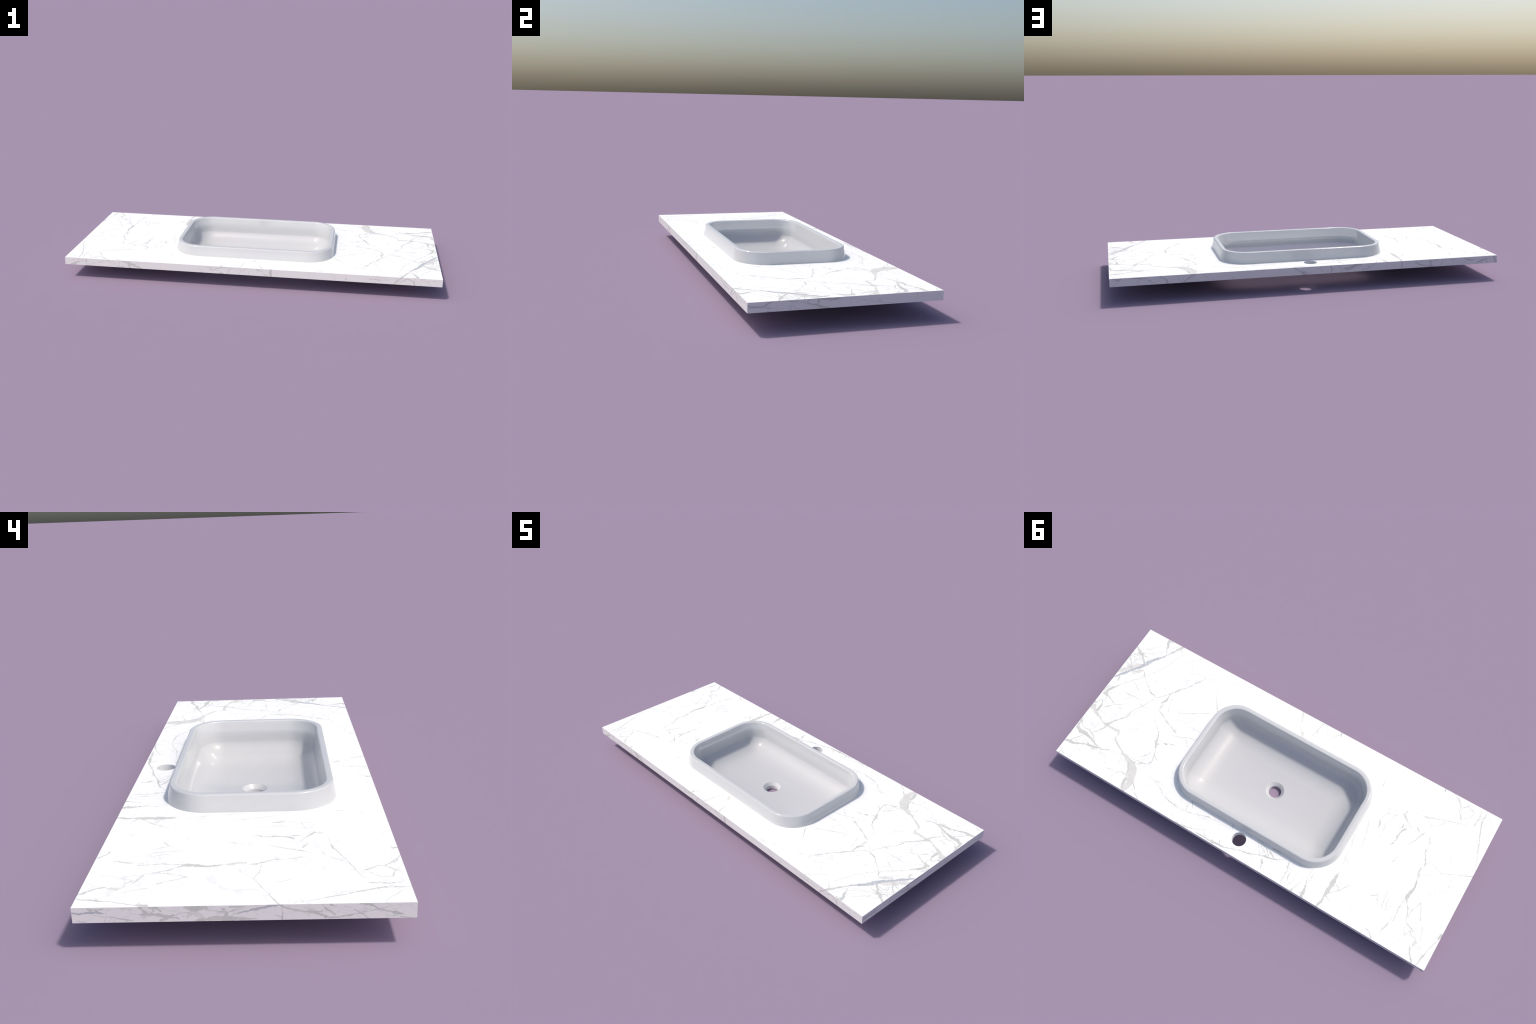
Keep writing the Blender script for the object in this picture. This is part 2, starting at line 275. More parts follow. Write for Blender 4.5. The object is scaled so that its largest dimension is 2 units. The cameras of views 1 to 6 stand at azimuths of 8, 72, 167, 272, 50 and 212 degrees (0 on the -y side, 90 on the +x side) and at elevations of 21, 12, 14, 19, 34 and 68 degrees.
    ("faint", (0.554, -0.103, 0.6), (0.497, -0.14, 1.3), (0.444, -0.166, 0.6)),
    ("faint", (0.478, 0.011, 0.9), (0.444, -0.003, 0.6)),
    ("faint", (-0.061, -0.397, 0.6), (-0.089, -0.35, 0.6)),
    ("faint", (-0.698, 0.272, 0.5), (-0.672, 0.221, 1.2), (-0.666, 0.194, 0.5)),
    ("warm", (-0.646, 0.232, 3.9), (-0.666, 0.216, 3.5)),
    ("grey", (-0.728, 0.232, 0.9), (-0.721, 0.2, 0.9), (-0.705, 0.17, 0.5)),
    ("faint", (-0.727, 0.233, 0.9), (-0.73, 0.289, 0.7), (-0.745, 0.261, 0.3)),
    ("grey", (-0.757, 0.349, 0.9), (-0.769, 0.322, 1.2), (-0.772, 0.29, 0.5)),
    ("grey", (-0.784, 0.276, 0.9), (-0.777, 0.218, 0.7), (-0.786, 0.164, 1.2)),
    ("faint", (-0.824, 0.395, 0.3), (-0.843, 0.342, 0.5), (-0.862, 0.297, 0.5), (-0.869, 0.271, 0.3)),
    ("faint", (-0.863, 0.334, 0.3), (-0.857, 0.307, 0.5), (-0.841, 0.278, 0.3)),
    ("faint", (-0.832, 0.237, 0.5), (-0.832, 0.199, 0.5), (-0.852, 0.144, 0.9)),
    ("faint", (-0.889, 0.217, 1.2), (-0.876, 0.193, 0.7), (-0.854, 0.146, 0.3)),
    ("faint", (-0.931, 0.296, 0.7), (-0.921, 0.267, 0.5), (-0.906, 0.226, 0.5)),
    ("faint", (-0.868, 0.396, 0.3), (-0.897, 0.366, 0.5), (-0.906, 0.345, 0.5)),
    ("grey", (-0.473, 0.332, 0.9), (-0.505, 0.292, 1.6), (-0.552, 0.227, 0.5)),
    ("faint", (-0.512, 0.358, 0.5), (-0.473, 0.332, 0.5)),
    ("faint", (-0.509, 0.286, 0.5), (-0.482, 0.264, 0.5)),
    ("warm", (-0.472, 0.241, 0.9), (-0.473, 0.195, 0.7), (-0.485, 0.137, 0.7)),
    ("faint", (-0.739, 0.397, 0.5), (-0.722, 0.382, 0.5), (-0.705, 0.37, 1.8)),
    ("grey", (-0.462, 0.401, 1.2), (-0.469, 0.368, 0.9), (-0.469, 0.333, 1.2)),
    ("faint", (-0.322, 0.413, 0.7), (-0.332, 0.376, 0.9), (-0.351, 0.316, 0.5)),
    ("faint", (-0.292, 0.395, 0.5), (-0.314, 0.357, 0.5), (-0.306, 0.298, 0.3)),
    ("faint", (-0.469, 0.072, 0.5), (-0.451, 0.024, 0.7), (-0.437, -0.059, 0.5)),
    ("faint", (-0.501, 0.059, 0.5), (-0.488, -0.031, 0.5), (-0.456, -0.108, 0.5)),
    ("faint", (-0.524, -0.067, 1.2), (-0.52, -0.103, 1.2)),
    ("faint", (-0.512, -0.099, 0.7), (-0.528, -0.15, 0.9), (-0.526, -0.185, 0.7)),
    ("faint", (-0.526, -0.15, 0.9), (-0.567, -0.161, 0.5)),
    ("faint", (-0.549, -0.012, 0.5), (-0.55, -0.087, 0.5), (-0.573, -0.182, 0.5)),
    ("grey", (-0.614, -0.016, 0.5), (-0.622, -0.058, 1.2), (-0.622, -0.108, 0.9), (-0.636, -0.126, 1.2)),
    ("faint", (-0.613, -0.104, 1.1), (-0.615, -0.143, 1.2)),
    ("grey", (-0.675, -0.126, 0.5), (-0.64, -0.152, 0.9), (-0.599, -0.183, 1.1), (-0.603, -0.216, 1.1), (-0.651, -0.241, 0.5)),
    ("grey", (-0.651, -0.222, 0.9), (-0.701, -0.23, 1.2), (-0.734, -0.241, 1.2), (-0.775, -0.258, 1.1), (-0.818, -0.273, 0.9), (-0.883, -0.294, 0.5)),
    ("faint", (-0.673, -0.056, 0.7), (-0.695, -0.086, 1.1), (-0.708, -0.126, 1.1), (-0.725, -0.167, 0.7)),
    ("faint", (-0.699, -0.141, 1.2), (-0.678, -0.165, 0.9)),
    ("faint", (-0.723, -0.198, 1.1), (-0.746, -0.207, 0.5)),
    ("faint", (-0.746, -0.203, 0.5), (-0.772, -0.232, 0.5), (-0.789, -0.263, 0.5)),
    ("faint", (-0.65, 0.06, 0.5), (-0.659, 0.034, 1.1), (-0.668, 0.005, 0.5)),
    ("grey", (-0.784, -0.036, 1.6), (-0.763, -0.074, 1.1), (-0.768, -0.101, 0.9), (-0.752, -0.148, 0.9), (-0.74, -0.186, 0.5)),
    ("faint", (-0.781, -0.04, 0.7), (-0.828, -0.035, 0.7), (-0.87, -0.022, 0.9)),
    ("grey", (-0.803, 0.068, 0.5), (-0.813, 0.028, 0.7), (-0.856, -0.011, 0.9), (-0.872, -0.023, 1.1), (-0.945, -0.057, 1.1), (-0.988, -0.078, 1.9), (-1.002, -0.086, 3.3)),
    ("faint", (-0.89, -0.072, 0.5), (-0.884, -0.096, 0.7), (-0.867, -0.129, 0.5)),
    ("faint", (-0.927, 0.029, 0.5), (-0.926, -0.037, 0.5)),
    ("grey", (-0.995, -0.117, 0.5), (-0.977, -0.181, 1.1), (-0.955, -0.242, 1.1), (-0.936, -0.296, 1.2), (-0.919, -0.351, 1.2)),
    ("grey", (-0.898, -0.301, 1.6), (-0.906, -0.35, 1.1), (-0.901, -0.375, 0.5), (-0.885, -0.395, 0.5)),
    ("faint", (-0.844, -0.287, 0.7), (-0.832, -0.309, 1.1), (-0.81, -0.338, 0.7), (-0.83, -0.372, 0.7), (-0.861, -0.402, 0.7)),
    ("faint", (-0.814, -0.343, 0.5), (-0.789, -0.386, 1.1), (-0.746, -0.401, 0.9)),
    ("faint", (-0.842, -0.306, 0.5), (-0.869, -0.333, 1.1), (-0.874, -0.376, 0.5), (-0.896, -0.387, 0.7)),
    ("faint", (-0.798, -0.403, 0.5), (-0.846, -0.373, 0.7), (-0.872, -0.363, 0.7)),
    ("faint", (-0.709, -0.381, 1.2), (-0.708, -0.402, 1.1)),
    ("faint", (-0.992, -0.327, 0.5), (-0.956, -0.363, 0.5), (-0.932, -0.388, 0.5)),
    ("faint", (0.659, -0.407, 0.7), (0.73, -0.329, 0.7)),
    ("faint", (0.782, -0.331, 0.7), (0.817, -0.229, 0.7), (0.859, -0.165, 0.7), (0.9, -0.113, 0.7), (0.935, -0.075, 0.7)),
    ("faint", (0.767, -0.352, 0.7), (0.799, -0.384, 1.1)),
    ("faint", (0.86, -0.332, 0.7), (0.924, -0.277, 0.9), (0.969, -0.247, 0.9), (1.016, -0.202, 0.7)),
    ("faint", (0.892, -0.353, 0.7), (0.945, -0.287, 0.7)),
    ("faint", (0.859, -0.314, 0.7), (0.906, -0.278, 0.7)),
    ("faint", (0.854, -0.086, 0.7), (0.878, -0.045, 0.7)),
    ("faint", (0.848, -0.078, 0.7), (0.896, -0.106, 0.7)),
    ("faint", (0.677, -0.124, 0.7), (0.654, -0.057, 0.7)),
    ("faint", (0.894, -0.176, 1.1), (0.98, -0.162, 1.1), (1.009, -0.189, 0.7)),
    ("faint", (0.93, -0.147, 1.1), (0.986, -0.204, 1.5)),
    ("faint", (0.922, -0.235, 1.5), (0.988, -0.241, 1.1)),
    ("faint", (-0.66, -0.141, 0.8), (-0.592, -0.185, 1.8)),
    ("faint", (-0.851, 0.142, 0.8), (-0.888, 0.215, 0.8)),
    ("faint", (-0.701, 0.173, 1.2), (-0.711, 0.247, 1.2)),
    ("grey", (-0.943, -0.277, 1.6), (-0.925, -0.334, 1.9), (-0.925, -0.371, 1.6), (-0.923, -0.404, 0.9)),
    ("faint", (-0.902, -0.308, 1.6), (-0.902, -0.349, 0.9), (-0.902, -0.378, 1.2)),
    ("faint", (-0.836, -0.297, 1.6), (-0.809, -0.338, 1.2)),
    ("grey", (-0.845, -0.385, 0.9), (-0.813, -0.353, 1.6), (-0.789, -0.375, 1.9), (-0.764, -0.394, 0.9)),
    ("faint", (-0.456, -0.256, 0.9), (-0.444, -0.258, 1.6), (-0.442, -0.297, 0.9)),
]
FRONT_VEINS = [
    ("grey", (-0.971, 0.0799, 3), (-0.95, 0.0847, 6.5), (-0.936, 0.0961, 3.9), (-0.922, 0.1021, 1.6), (-0.884, 0.1132, 1.2)),
    ("grey", (-0.938, 0.1056, 0.9), (-0.924, 0.1176, 1.2)),
    ("grey", (-0.922, 0.1177, 1.2), (-0.922, 0.0997, 1.2)),
    ("faint", (-0.957, 0.1161, 0.5), (-0.946, 0.0982, 0.5)),
    ("grey", (-0.882, 0.1168, 2.6), (-0.88, 0.1031, 3), (-0.877, 0.0842, 1.9)),
    ("faint", (-0.877, 0.0981, 0.5), (-0.854, 0.0867, 1.2)),
    ("grey", (-0.863, 0.0862, 0.9), (-0.828, 0.0977, 0.9), (-0.798, 0.1048, 1.2), (-0.781, 0.1128, 0.9), (-0.766, 0.1138, 0.5)),
    ("faint", (-0.767, 0.1137, 0.5), (-0.741, 0.1033, 0.5), (-0.711, 0.0904, 0.5)),
    ("grey", (-0.74, 0.1085, 1.2), (-0.749, 0.0856, 0.5)),
    ("faint", (-0.734, 0.1175, 0.5), (-0.721, 0.1028, 0.7), (-0.712, 0.0931, 0.5)),
    ("grey", (-0.693, 0.1166, 1.2), (-0.697, 0.0975, 1.2), (-0.704, 0.0874, 0.5)),
    ("grey", (-0.696, 0.1189, 1.2), (-0.674, 0.1144, 3), (-0.652, 0.1107, 6.5), (-0.635, 0.1049, 9.6), (-0.616, 0.0975, 8.6), (-0.597, 0.0885, 5.4), (-0.571, 0.0802, 1.9)),
    ("grey", (-0.645, 0.106, 6.5), (-0.641, 0.0925, 6.5), (-0.636, 0.079, 4.7)),
    ("faint", (-0.711, 0.0856, 1.6), (-0.67, 0.0872, 1.9), (-0.663, 0.079, 1.2)),
    ("grey", (-0.213, 0.1174, 0.9), (-0.196, 0.1016, 1.9), (-0.184, 0.0973, 2.6)),
    ("grey", (-0.257, 0.0822, 0.5), (-0.183, 0.099, 0.9), (-0.142, 0.1136, 1.9), (-0.104, 0.1188, 1.9), (-0.084, 0.1139, 0.9), (-0.034, 0.1118, 0.5)),
    ("grey", (-0.087, 0.1154, 0.9), (-0.1, 0.096, 1.2), (-0.11, 0.0784, 1.2)),
    ("grey", (-0.054, 0.0787, 1.2), (-0.034, 0.1004, 1.2), (-0.009, 0.1162, 1.9), (0.004, 0.1197, 0.5)),
    ("faint", (0.02, 0.1134, 0.5), (0.007, 0.098, 0.7), (0.004, 0.0785, 0.7)),
    ("grey", (0.046, 0.1198, 1.2), (0.061, 0.1083, 2.3), (0.078, 0.1037, 1.6), (0.084, 0.092, 1.6), (0.111, 0.0789, 1.6)),
    ("grey", (0.119, 0.1212, 6.1), (0.123, 0.1073, 7.9), (0.122, 0.0938, 7.3), (0.126, 0.0789, 4.7)),
    ("faint", (-0.152, 0.0817, 3.9), (-0.128, 0.0813, 3)),
    ("grey", (0.498, 0.0828, 0.9), (0.519, 0.0946, 1.9)),
    ("faint", (0.592, 0.1244, 0.5), (0.629, 0.1047, 0.9), (0.645, 0.0981, 0.9)),
    ("grey", (0.609, 0.1156, 0.5), (0.635, 0.1018, 1.2), (0.696, 0.1009, 1.9), (0.74, 0.1039, 0.9)),
    ("grey", (0.757, 0.0812, 3), (0.774, 0.0979, 3.9), (0.791, 0.1139, 3.9), (0.802, 0.1219, 2.1)),
    ("faint", (0.784, 0.087, 1.2), (0.803, 0.1049, 1.9), (0.829, 0.1159, 1.2)),
    ("grey", (0.823, 0.1155, 1.9), (0.845, 0.1061, 2.6), (0.859, 0.0955, 4.4), (0.863, 0.0792, 3.9)),
    ("faint", (0.863, 0.1205, 1.2), (0.858, 0.1037, 1.9)),
    ("faint", (0.903, 0.1038, 1.2), (0.936, 0.104, 1.2)),
    ("faint", (0.931, 0.0912, 1.9), (0.952, 0.0828, 0.9)),
    ("faint", (0.95, 0.1099, 0.9), (0.991, 0.1111, 0.5)),
]
BACK_VEINS = [
    ("grey", (0.992, 0.1204, 1.7), (0.96, 0.1105, 5.3), (0.94, 0.117, 2.9)),
    ("faint", (0.993, 0.0804, 1.2), (0.969, 0.0937, 1.2), (0.95, 0.1072, 0.7)),
    ("grey", (0.904, 0.1186, 1.2), (0.865, 0.113, 2.6), (0.828, 0.1083, 2.6), (0.808, 0.0996, 1.2)),
    ("faint", (0.865, 0.1064, 1.2), (0.869, 0.0826, 0.7)),
    ("grey", (0.822, 0.1001, 1.2), (0.795, 0.0864, 1.7), (0.776, 0.0926, 0.7)),
    ("grey", (0.763, 0.1173, 3.1), (0.736, 0.1001, 4.6), (0.728, 0.0783, 4.6)),
    ("grey", (0.599, 0.12, 3.1), (0.621, 0.1059, 3.6), (0.643, 0.0918, 2.6), (0.656, 0.0806, 2.6)),
    ("faint", (0.681, 0.112, 0.7), (0.665, 0.0866, 1.2)),
    ("faint", (0.563, 0.119, 0.7), (0.533, 0.0966, 0.7)),
    ("faint", (0.413, 0.0834, 1.7), (0.408, 0.0966, 0.7)),
    ("faint", (0.278, 0.1222, 1.2), (0.26, 0.1061, 0.7)),
    ("grey", (0.107, 0.1193, 3.1), (0.082, 0.104, 3.1), (0.063, 0.0891, 4.6), (0.046, 0.0788, 4.1)),
    ("faint", (0.066, 0.1067, 1.2), (0.038, 0.0884, 1.2)),
    ("faint", (-0.031, 0.1177, 0.7), (-0.034, 0.1014, 1.7), (-0.051, 0.08, 0.7)),
    ("grey", (-0.083, 0.1191, 3.1), (-0.089, 0.1003, 3.1), (-0.086, 0.0814, 2.2)),
    ("faint", (-0.125, 0.1189, 1.2), (-0.143, 0.0853, 1.7)),
    ("grey", (-0.15, 0.0997, 5.3), (-0.179, 0.0994, 10.1), (-0.202, 0.1096, 7.7), (-0.245, 0.1172, 3.6)),
    ("grey", (-0.319, 0.1179, 1.2), (-0.297, 0.1037, 2.6), (-0.269, 0.0938, 1.7), (-0.241, 0.0848, 0.7)),
    ("grey", (-0.461, 0.1291, 2.2), (-0.464, 0.1077, 2.2), (-0.468, 0.0848, 1.7)),
    ("grey", (-0.53, 0.118, 1.2), (-0.555, 0.0998, 3.6), (-0.596, 0.0879, 3.6), (-0.631, 0.0795, 2.2)),
    ("grey", (-0.616, 0.12, 4.1), (-0.625, 0.1028, 6.5), (-0.621, 0.0887, 5.3), (-0.638, 0.0781, 4.1)),
    ("faint", (-0.624, 0.1076, 2.6), (-0.661, 0.1159, 1.2)),
    ("faint", (-0.68, 0.0827, 1.2), (-0.689, 0.1085, 1.7), (-0.714, 0.1128, 1.2)),
    ("grey", (-0.805, 0.118, 1.2), (-0.841, 0.1043, 4.1), (-0.872, 0.1025, 1.2)),
    ("grey", (-0.874, 0.0782, 1.2), (-0.893, 0.0915, 3.1), (-0.939, 0.1058, 2.6), (-0.959, 0.1143, 0.7)),
    ("faint", (-0.932, 0.0965, 2.2), (-0.948, 0.0844, 1.7)),
    ("grey", (-0.982, 0.1178, 6.5), (-0.998, 0.0828, 4.1)),
    ("faint", (-0.809, 0.0975, 1.2), (-0.84, 0.0812, 1.2)),
]
RIGHT_END_VEINS = [
    ("grey", (-0.399, 0.108, 3.6), (-0.36, 0.1004, 2.8), (-0.337, 0.1039, 4.1), (-0.32, 0.1129, 2.8), (-0.303, 0.1169, 2)),
    ("grey", (-0.391, 0.1007, 1.5), (-0.333, 0.0969, 1.8), (-0.309, 0.0937, 1.5), (-0.284, 0.0882, 0.8)),
    ("grey", (-0.267, 0.118, 1.2), (-0.224, 0.1136, 2.1), (-0.206, 0.1104, 1.2)),
    ("grey", (-0.192, 0.1088, 1.2), (-0.161, 0.101, 2.5), (-0.136, 0.0976, 3.6), (-0.118, 0.0896, 5.1), (-0.1, 0.0849, 3.6), (-0.081, 0.0796, 2)),
    ("grey", (-0.126, 0.1204, 4.5), (-0.125, 0.1039, 3.6), (-0.134, 0.0958, 2)),
    ("faint", (-0.177, 0.1064, 0.8), (-0.152, 0.1183, 1.2)),
    ("grey", (-0.122, 0.1174, 3.6), (-0.065, 0.1139, 4.5), (-0.038, 0.115, 2)),
    ("grey", (-0.225, 0.0983, 1.2), (-0.214, 0.0884, 0.8), (-0.185, 0.083, 0.5)),
    ("grey", (-0.002, 0.1134, 0.5), (0.086, 0.0975, 0.8), (0.146, 0.0866, 1.2), (0.2, 0.0789, 0.5)),
    ("faint", (0.284, 0.1208, 0.5), (0.289, 0.0864, 0.5)),
    ("faint", (-0.326, 0.0829, 2), (-0.304, 0.0814, 1.2)),
]
LEFT_END_VEINS = [
    ("blue", (0.4, 0.1064, 2.1), (0.382, 0.104, 2.7), (0.36, 0.1076, 3.1), (0.339, 0.1072, 3.6), (0.319, 0.1044, 0.6)),
    ("grey", (0.361, 0.1167, 3.1), (0.342, 0.1123, 2.8), (0.325, 0.1174, 1.4)),
    ("grey", (0.356, 0.116, 2.1), (0.313, 0.1137, 0.6), (0.284, 0.1162, 0.8), (0.258, 0.1145, 0.6)),
    ("grey", (0.311, 0.1163, 0.6), (0.317, 0.1027, 0.9), (0.323, 0.0887, 0.9), (0.327, 0.0782, 0.9)),
    ("grey", (0.357, 0.1015, 0.4), (0.329, 0.0969, 1.3), (0.301, 0.0933, 1.6), (0.28, 0.0879, 1.9), (0.259, 0.0838, 2.1)),
    ("faint", (0.389, 0.0863, 0.8), (0.374, 0.0836, 1.4), (0.366, 0.0822, 0.6)),
    ("grey", (0.318, 0.1038, 0.3), (0.271, 0.1029, 0.4), (0.245, 0.0993, 1.4), (0.225, 0.0979, 4), (0.2, 0.0975, 4.8), (0.177, 0.094, 4), (0.155, 0.0891, 1.9)),
    ("grey", (0.242, 0.1194, 4), (0.232, 0.1091, 3.6), (0.224, 0.0999, 4)),
    ("grey", (0.218, 0.1173, 2.3), (0.197, 0.1165, 3.1), (0.191, 0.1063, 2.3)),
    ("faint", (0.21, 0.1157, 0.6), (0.208, 0.1057, 1.9)),
    ("grey", (0.194, 0.0822, 2.3), (0.174, 0.0919, 3.6), (0.15, 0.1015, 1.4), (0.127, 0.1021, 1.4)),
    ("grey", (0.137, 0.1173, 4), (0.11, 0.1148, 7.4), (0.082, 0.1162, 4.8)),
    ("warm", (0.133, 0.0891, 4), (0.12, 0.1049, 7.4), (0.102, 0.0986, 9.1), (0.089, 0.0883, 6.5)),
    ("grey", (0.086, 0.1103, 1.4), (0.065, 0.1059, 0.8), (0.045, 0.1045, 1.4)),
    ("grey", (0.047, 0.1155, 4), (0.039, 0.1034, 3.1), (0.039, 0.0893, 6.5)),
    ("grey", (0.042, 0.101, 1.4), (0.019, 0.109, 1.4), (-0.008, 0.114, 0.9)),
    ("grey", (0.114, 0.0837, 2.3), (0.076, 0.086, 4.8), (0.041, 0.0873, 7), (0.013, 0.0844, 4)),
    ("faint", (0.031, 0.1176, 2.3), (-0.006, 0.1161, 1.3)),
    ("faint", (0.024, 0.0967, 1.4), (-0.006, 0.1041, 1)),
    ("blue", (0.007, 0.102, 2.8), (-0.02, 0.1072, 3), (-0.048, 0.1128, 3.7), (-0.075, 0.1184, 3.7), (-0.095, 0.1204, 2.1)),
    ("grey", (0.01, 0.0851, 4), (-0.014, 0.0836, 3.1), (-0.034, 0.0809, 1)),
    ("grey", (-0.091, 0.116, 4.4), (-0.102, 0.1097, 3), (-0.12, 0.1042, 3.3), (-0.138, 0.0998, 1.9), (-0.163, 0.0982, 4), (-0.183, 0.0896, 3.1), (-0.201, 0.0841, 4.4)),
    ("grey", (-0.192, 0.0833, 4), (-0.219, 0.0859, 3), (-0.246, 0.0884, 2.1), (-0.264, 0.0932, 1.4), (-0.286, 0.0979, 0.9), (-0.309, 0.1036, 1.8), (-0.325, 0.1057, 1.4)),
    ("grey", (-0.182, 0.1183, 1.4), (-0.194, 0.1058, 2.7), (-0.203, 0.0995, 2.7), (-0.213, 0.0907, 1.9)),
    ("grey", (-0.142, 0.1134, 0.6), (-0.156, 0.1035, 0.9), (-0.165, 0.0992, 1.9)),
    ("grey", (-0.163, 0.0978, 1.4), (-0.187, 0.1015, 0.6)),
    ("grey", (-0.199, 0.1176, 1.9), (-0.217, 0.1131, 0.9)),
    ("faint", (-0.136, 0.0984, 0.6), (-0.153, 0.0898, 0.8)),
    ("grey", (-0.091, 0.1119, 0.9), (-0.092, 0.0955, 0.9), (-0.09, 0.0811, 2.1)),
    ("faint", (-0.071, 0.0922, 0.6), (-0.091, 0.0877, 0.8)),
    ("faint", (-0.232, 0.1116, 1.1), (-0.25, 0.1086, 0.4)),
    ("grey", (-0.256, 0.1034, 0.9), (-0.27, 0.0951, 1.3), (-0.282, 0.0867, 1.3), (-0.29, 0.0804, 0.9)),
    ("grey", (-0.271, 0.1194, 2.3), (-0.291, 0.1162, 3.1), (-0.302, 0.1098, 1.9), (-0.313, 0.1035, 3.1), (-0.327, 0.0991, 2.3), (-0.34, 0.0958, 2.3), (-0.354, 0.0915, 5.3), (-0.367, 0.0898, 2.3)),
    ("faint", (-0.331, 0.0882, 0.6), (-0.342, 0.0835, 0.6), (-0.356, 0.0867, 1.4)),
    ("faint", (-0.326, 0.1199, 0.6), (-0.336, 0.1159, 0.6)),
    ("faint", (-0.322, 0.105, 0.6), (-0.346, 0.113, 0.4), (-0.391, 0.1195, 0.3)),
    ("faint", (-0.362, 0.0821, 1.3), (-0.401, 0.0801, 0.6)),
]

# strength of the vein, softness of its edge (m), how much noise eats into its width
VEIN_LOOK = {"grey": (1.00, 0.0011, 0.8), "warm": (0.90, 0.0022, 0.9), "broad": (1.00, 0.0030, 0.5),
             "blue": (1.00, 0.0018, 0.6), "faint": (1.00, 0.0010, 0.6)}
TINT_OF = {"grey": "grey", "faint": "grey", "warm": "warm", "broad": "warm", "blue": "blue"}
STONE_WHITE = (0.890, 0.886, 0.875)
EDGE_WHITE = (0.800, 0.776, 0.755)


class Nodes:
    """Small helper that adds shader nodes and links them."""

    def __init__(self, material):
        self.tree = material.node_tree

    def add(self, kind, links=None, **props):
        node = self.tree.nodes.new(kind)
        for k, v in props.items():
            setattr(node, k, v)
        for socket, source in (links or {}).items():
            if isinstance(source, bpy.types.NodeSocket):
                self.tree.links.new(source, node.inputs[socket])
            else:
                node.inputs[socket].default_value = source
        return node

    def math(self, op, *args, clamp=False):
        node = self.add("ShaderNodeMath", dict(enumerate(args)), operation=op)
        node.use_clamp = clamp
        return node.outputs[0]

    def vmath(self, op, *args):
        return self.add("ShaderNodeVectorMath", dict(enumerate(args)), operation=op).outputs["Vector"]

    def noise(self, vector, scale, detail=2.0, rough=0.5):
        return self.add("ShaderNodeTexNoise", {"Vector": vector, "Scale": scale, "Detail": detail, "Roughness": rough})

    def curve(self, value, points, handle):
        node = self.add("ShaderNodeFloatCurve", {"Value": value})
        c = node.mapping.curves[0]
        c.points[0].location, c.points[1].location = points[0], points[-1]
        for p in points[1:-1]:
            c.points.new(*p)
        for p in c.points:
            p.handle_type = handle
        node.mapping.update()
        return node.outputs[0]

    def mix(self, fac, a, b):
        node = self.add("ShaderNodeMix", data_type="RGBA")
        for i, v in ((0, fac), (6, a), (7, b)):
            if isinstance(v, bpy.types.NodeSocket):
                self.tree.links.new(v, node.inputs[i])
            else:
                node.inputs[i].default_value = (*v, 1) if isinstance(v, tuple) else v
        return node.outputs[2]


def vein_mask(n, place, eaten, kind, points):
    """Mask of one vein: inside where the distance from its spine is less than its width."""
    strength, soft, _ = VEIN_LOOK[kind]
    (u0, v0, _), (u1, v1, _) = points[0], points[-1]
    length, angle = math.hypot(u1 - u0, v1 - v0), math.atan2(v1 - v0, u1 - u0)
    ca, sa = math.cos(angle), math.sin(angle)
    along = [((u - u0) * ca + (v - v0) * sa) / length for u, v, _ in points]
    aside = [-(u - u0) * sa + (v - v0) * ca for u, v, _ in points]
    local = n.add("ShaderNodeMapping", {"Vector": place, "Location": (u0, v0, 0), "Rotation": (0, 0, angle),
                                        "Scale": (length, 1, 1)}, vector_type="TEXTURE").outputs[0]
    part = n.add("ShaderNodeSeparateXYZ", {0: local})
    t = n.math("MULTIPLY_ADD", part.outputs[0], 0.9, 0.05)
    ts = [0.05 + 0.9 * a for a in along]
    swing = max(max(abs(a) for a in aside) * 2.0, 1e-4)
    off = part.outputs[1]
    if len(points) > 2:
        spine = n.curve(t, [(a, 0.5 + d / swing) for a, d in zip(ts, aside)], "VECTOR")
        off = n.math("MULTIPLY_ADD", n.math("SUBTRACT", spine, 0.5), -swing, off)
    off = n.math("ABSOLUTE", off)
    widest = max(w for _, _, w in points)
    shape = n.curve(t, [(0.0, 0.0)] + [(a, w / widest) for a, (_, _, w) in zip(ts, points)] + [(1.0, 0.0)], "VECTOR")
    width = n.math("MULTIPLY", shape, n.math("MULTIPLY", eaten[kind], widest * 0.001 + 0.0006))
    edge = n.math("DIVIDE", n.math("SUBTRACT", width, off), soft, clamp=True)
    near = None
    if kind != "faint":                       # how close the vein is, for the crazing beside it
        near = n.math("MULTIPLY", n.math("SUBTRACT", 1.0, n.math("DIVIDE", off, 0.030), clamp=True),
                      n.math("MULTIPLY", shape, 3.0, clamp=True))
    return n.math("MULTIPLY", edge, strength), near


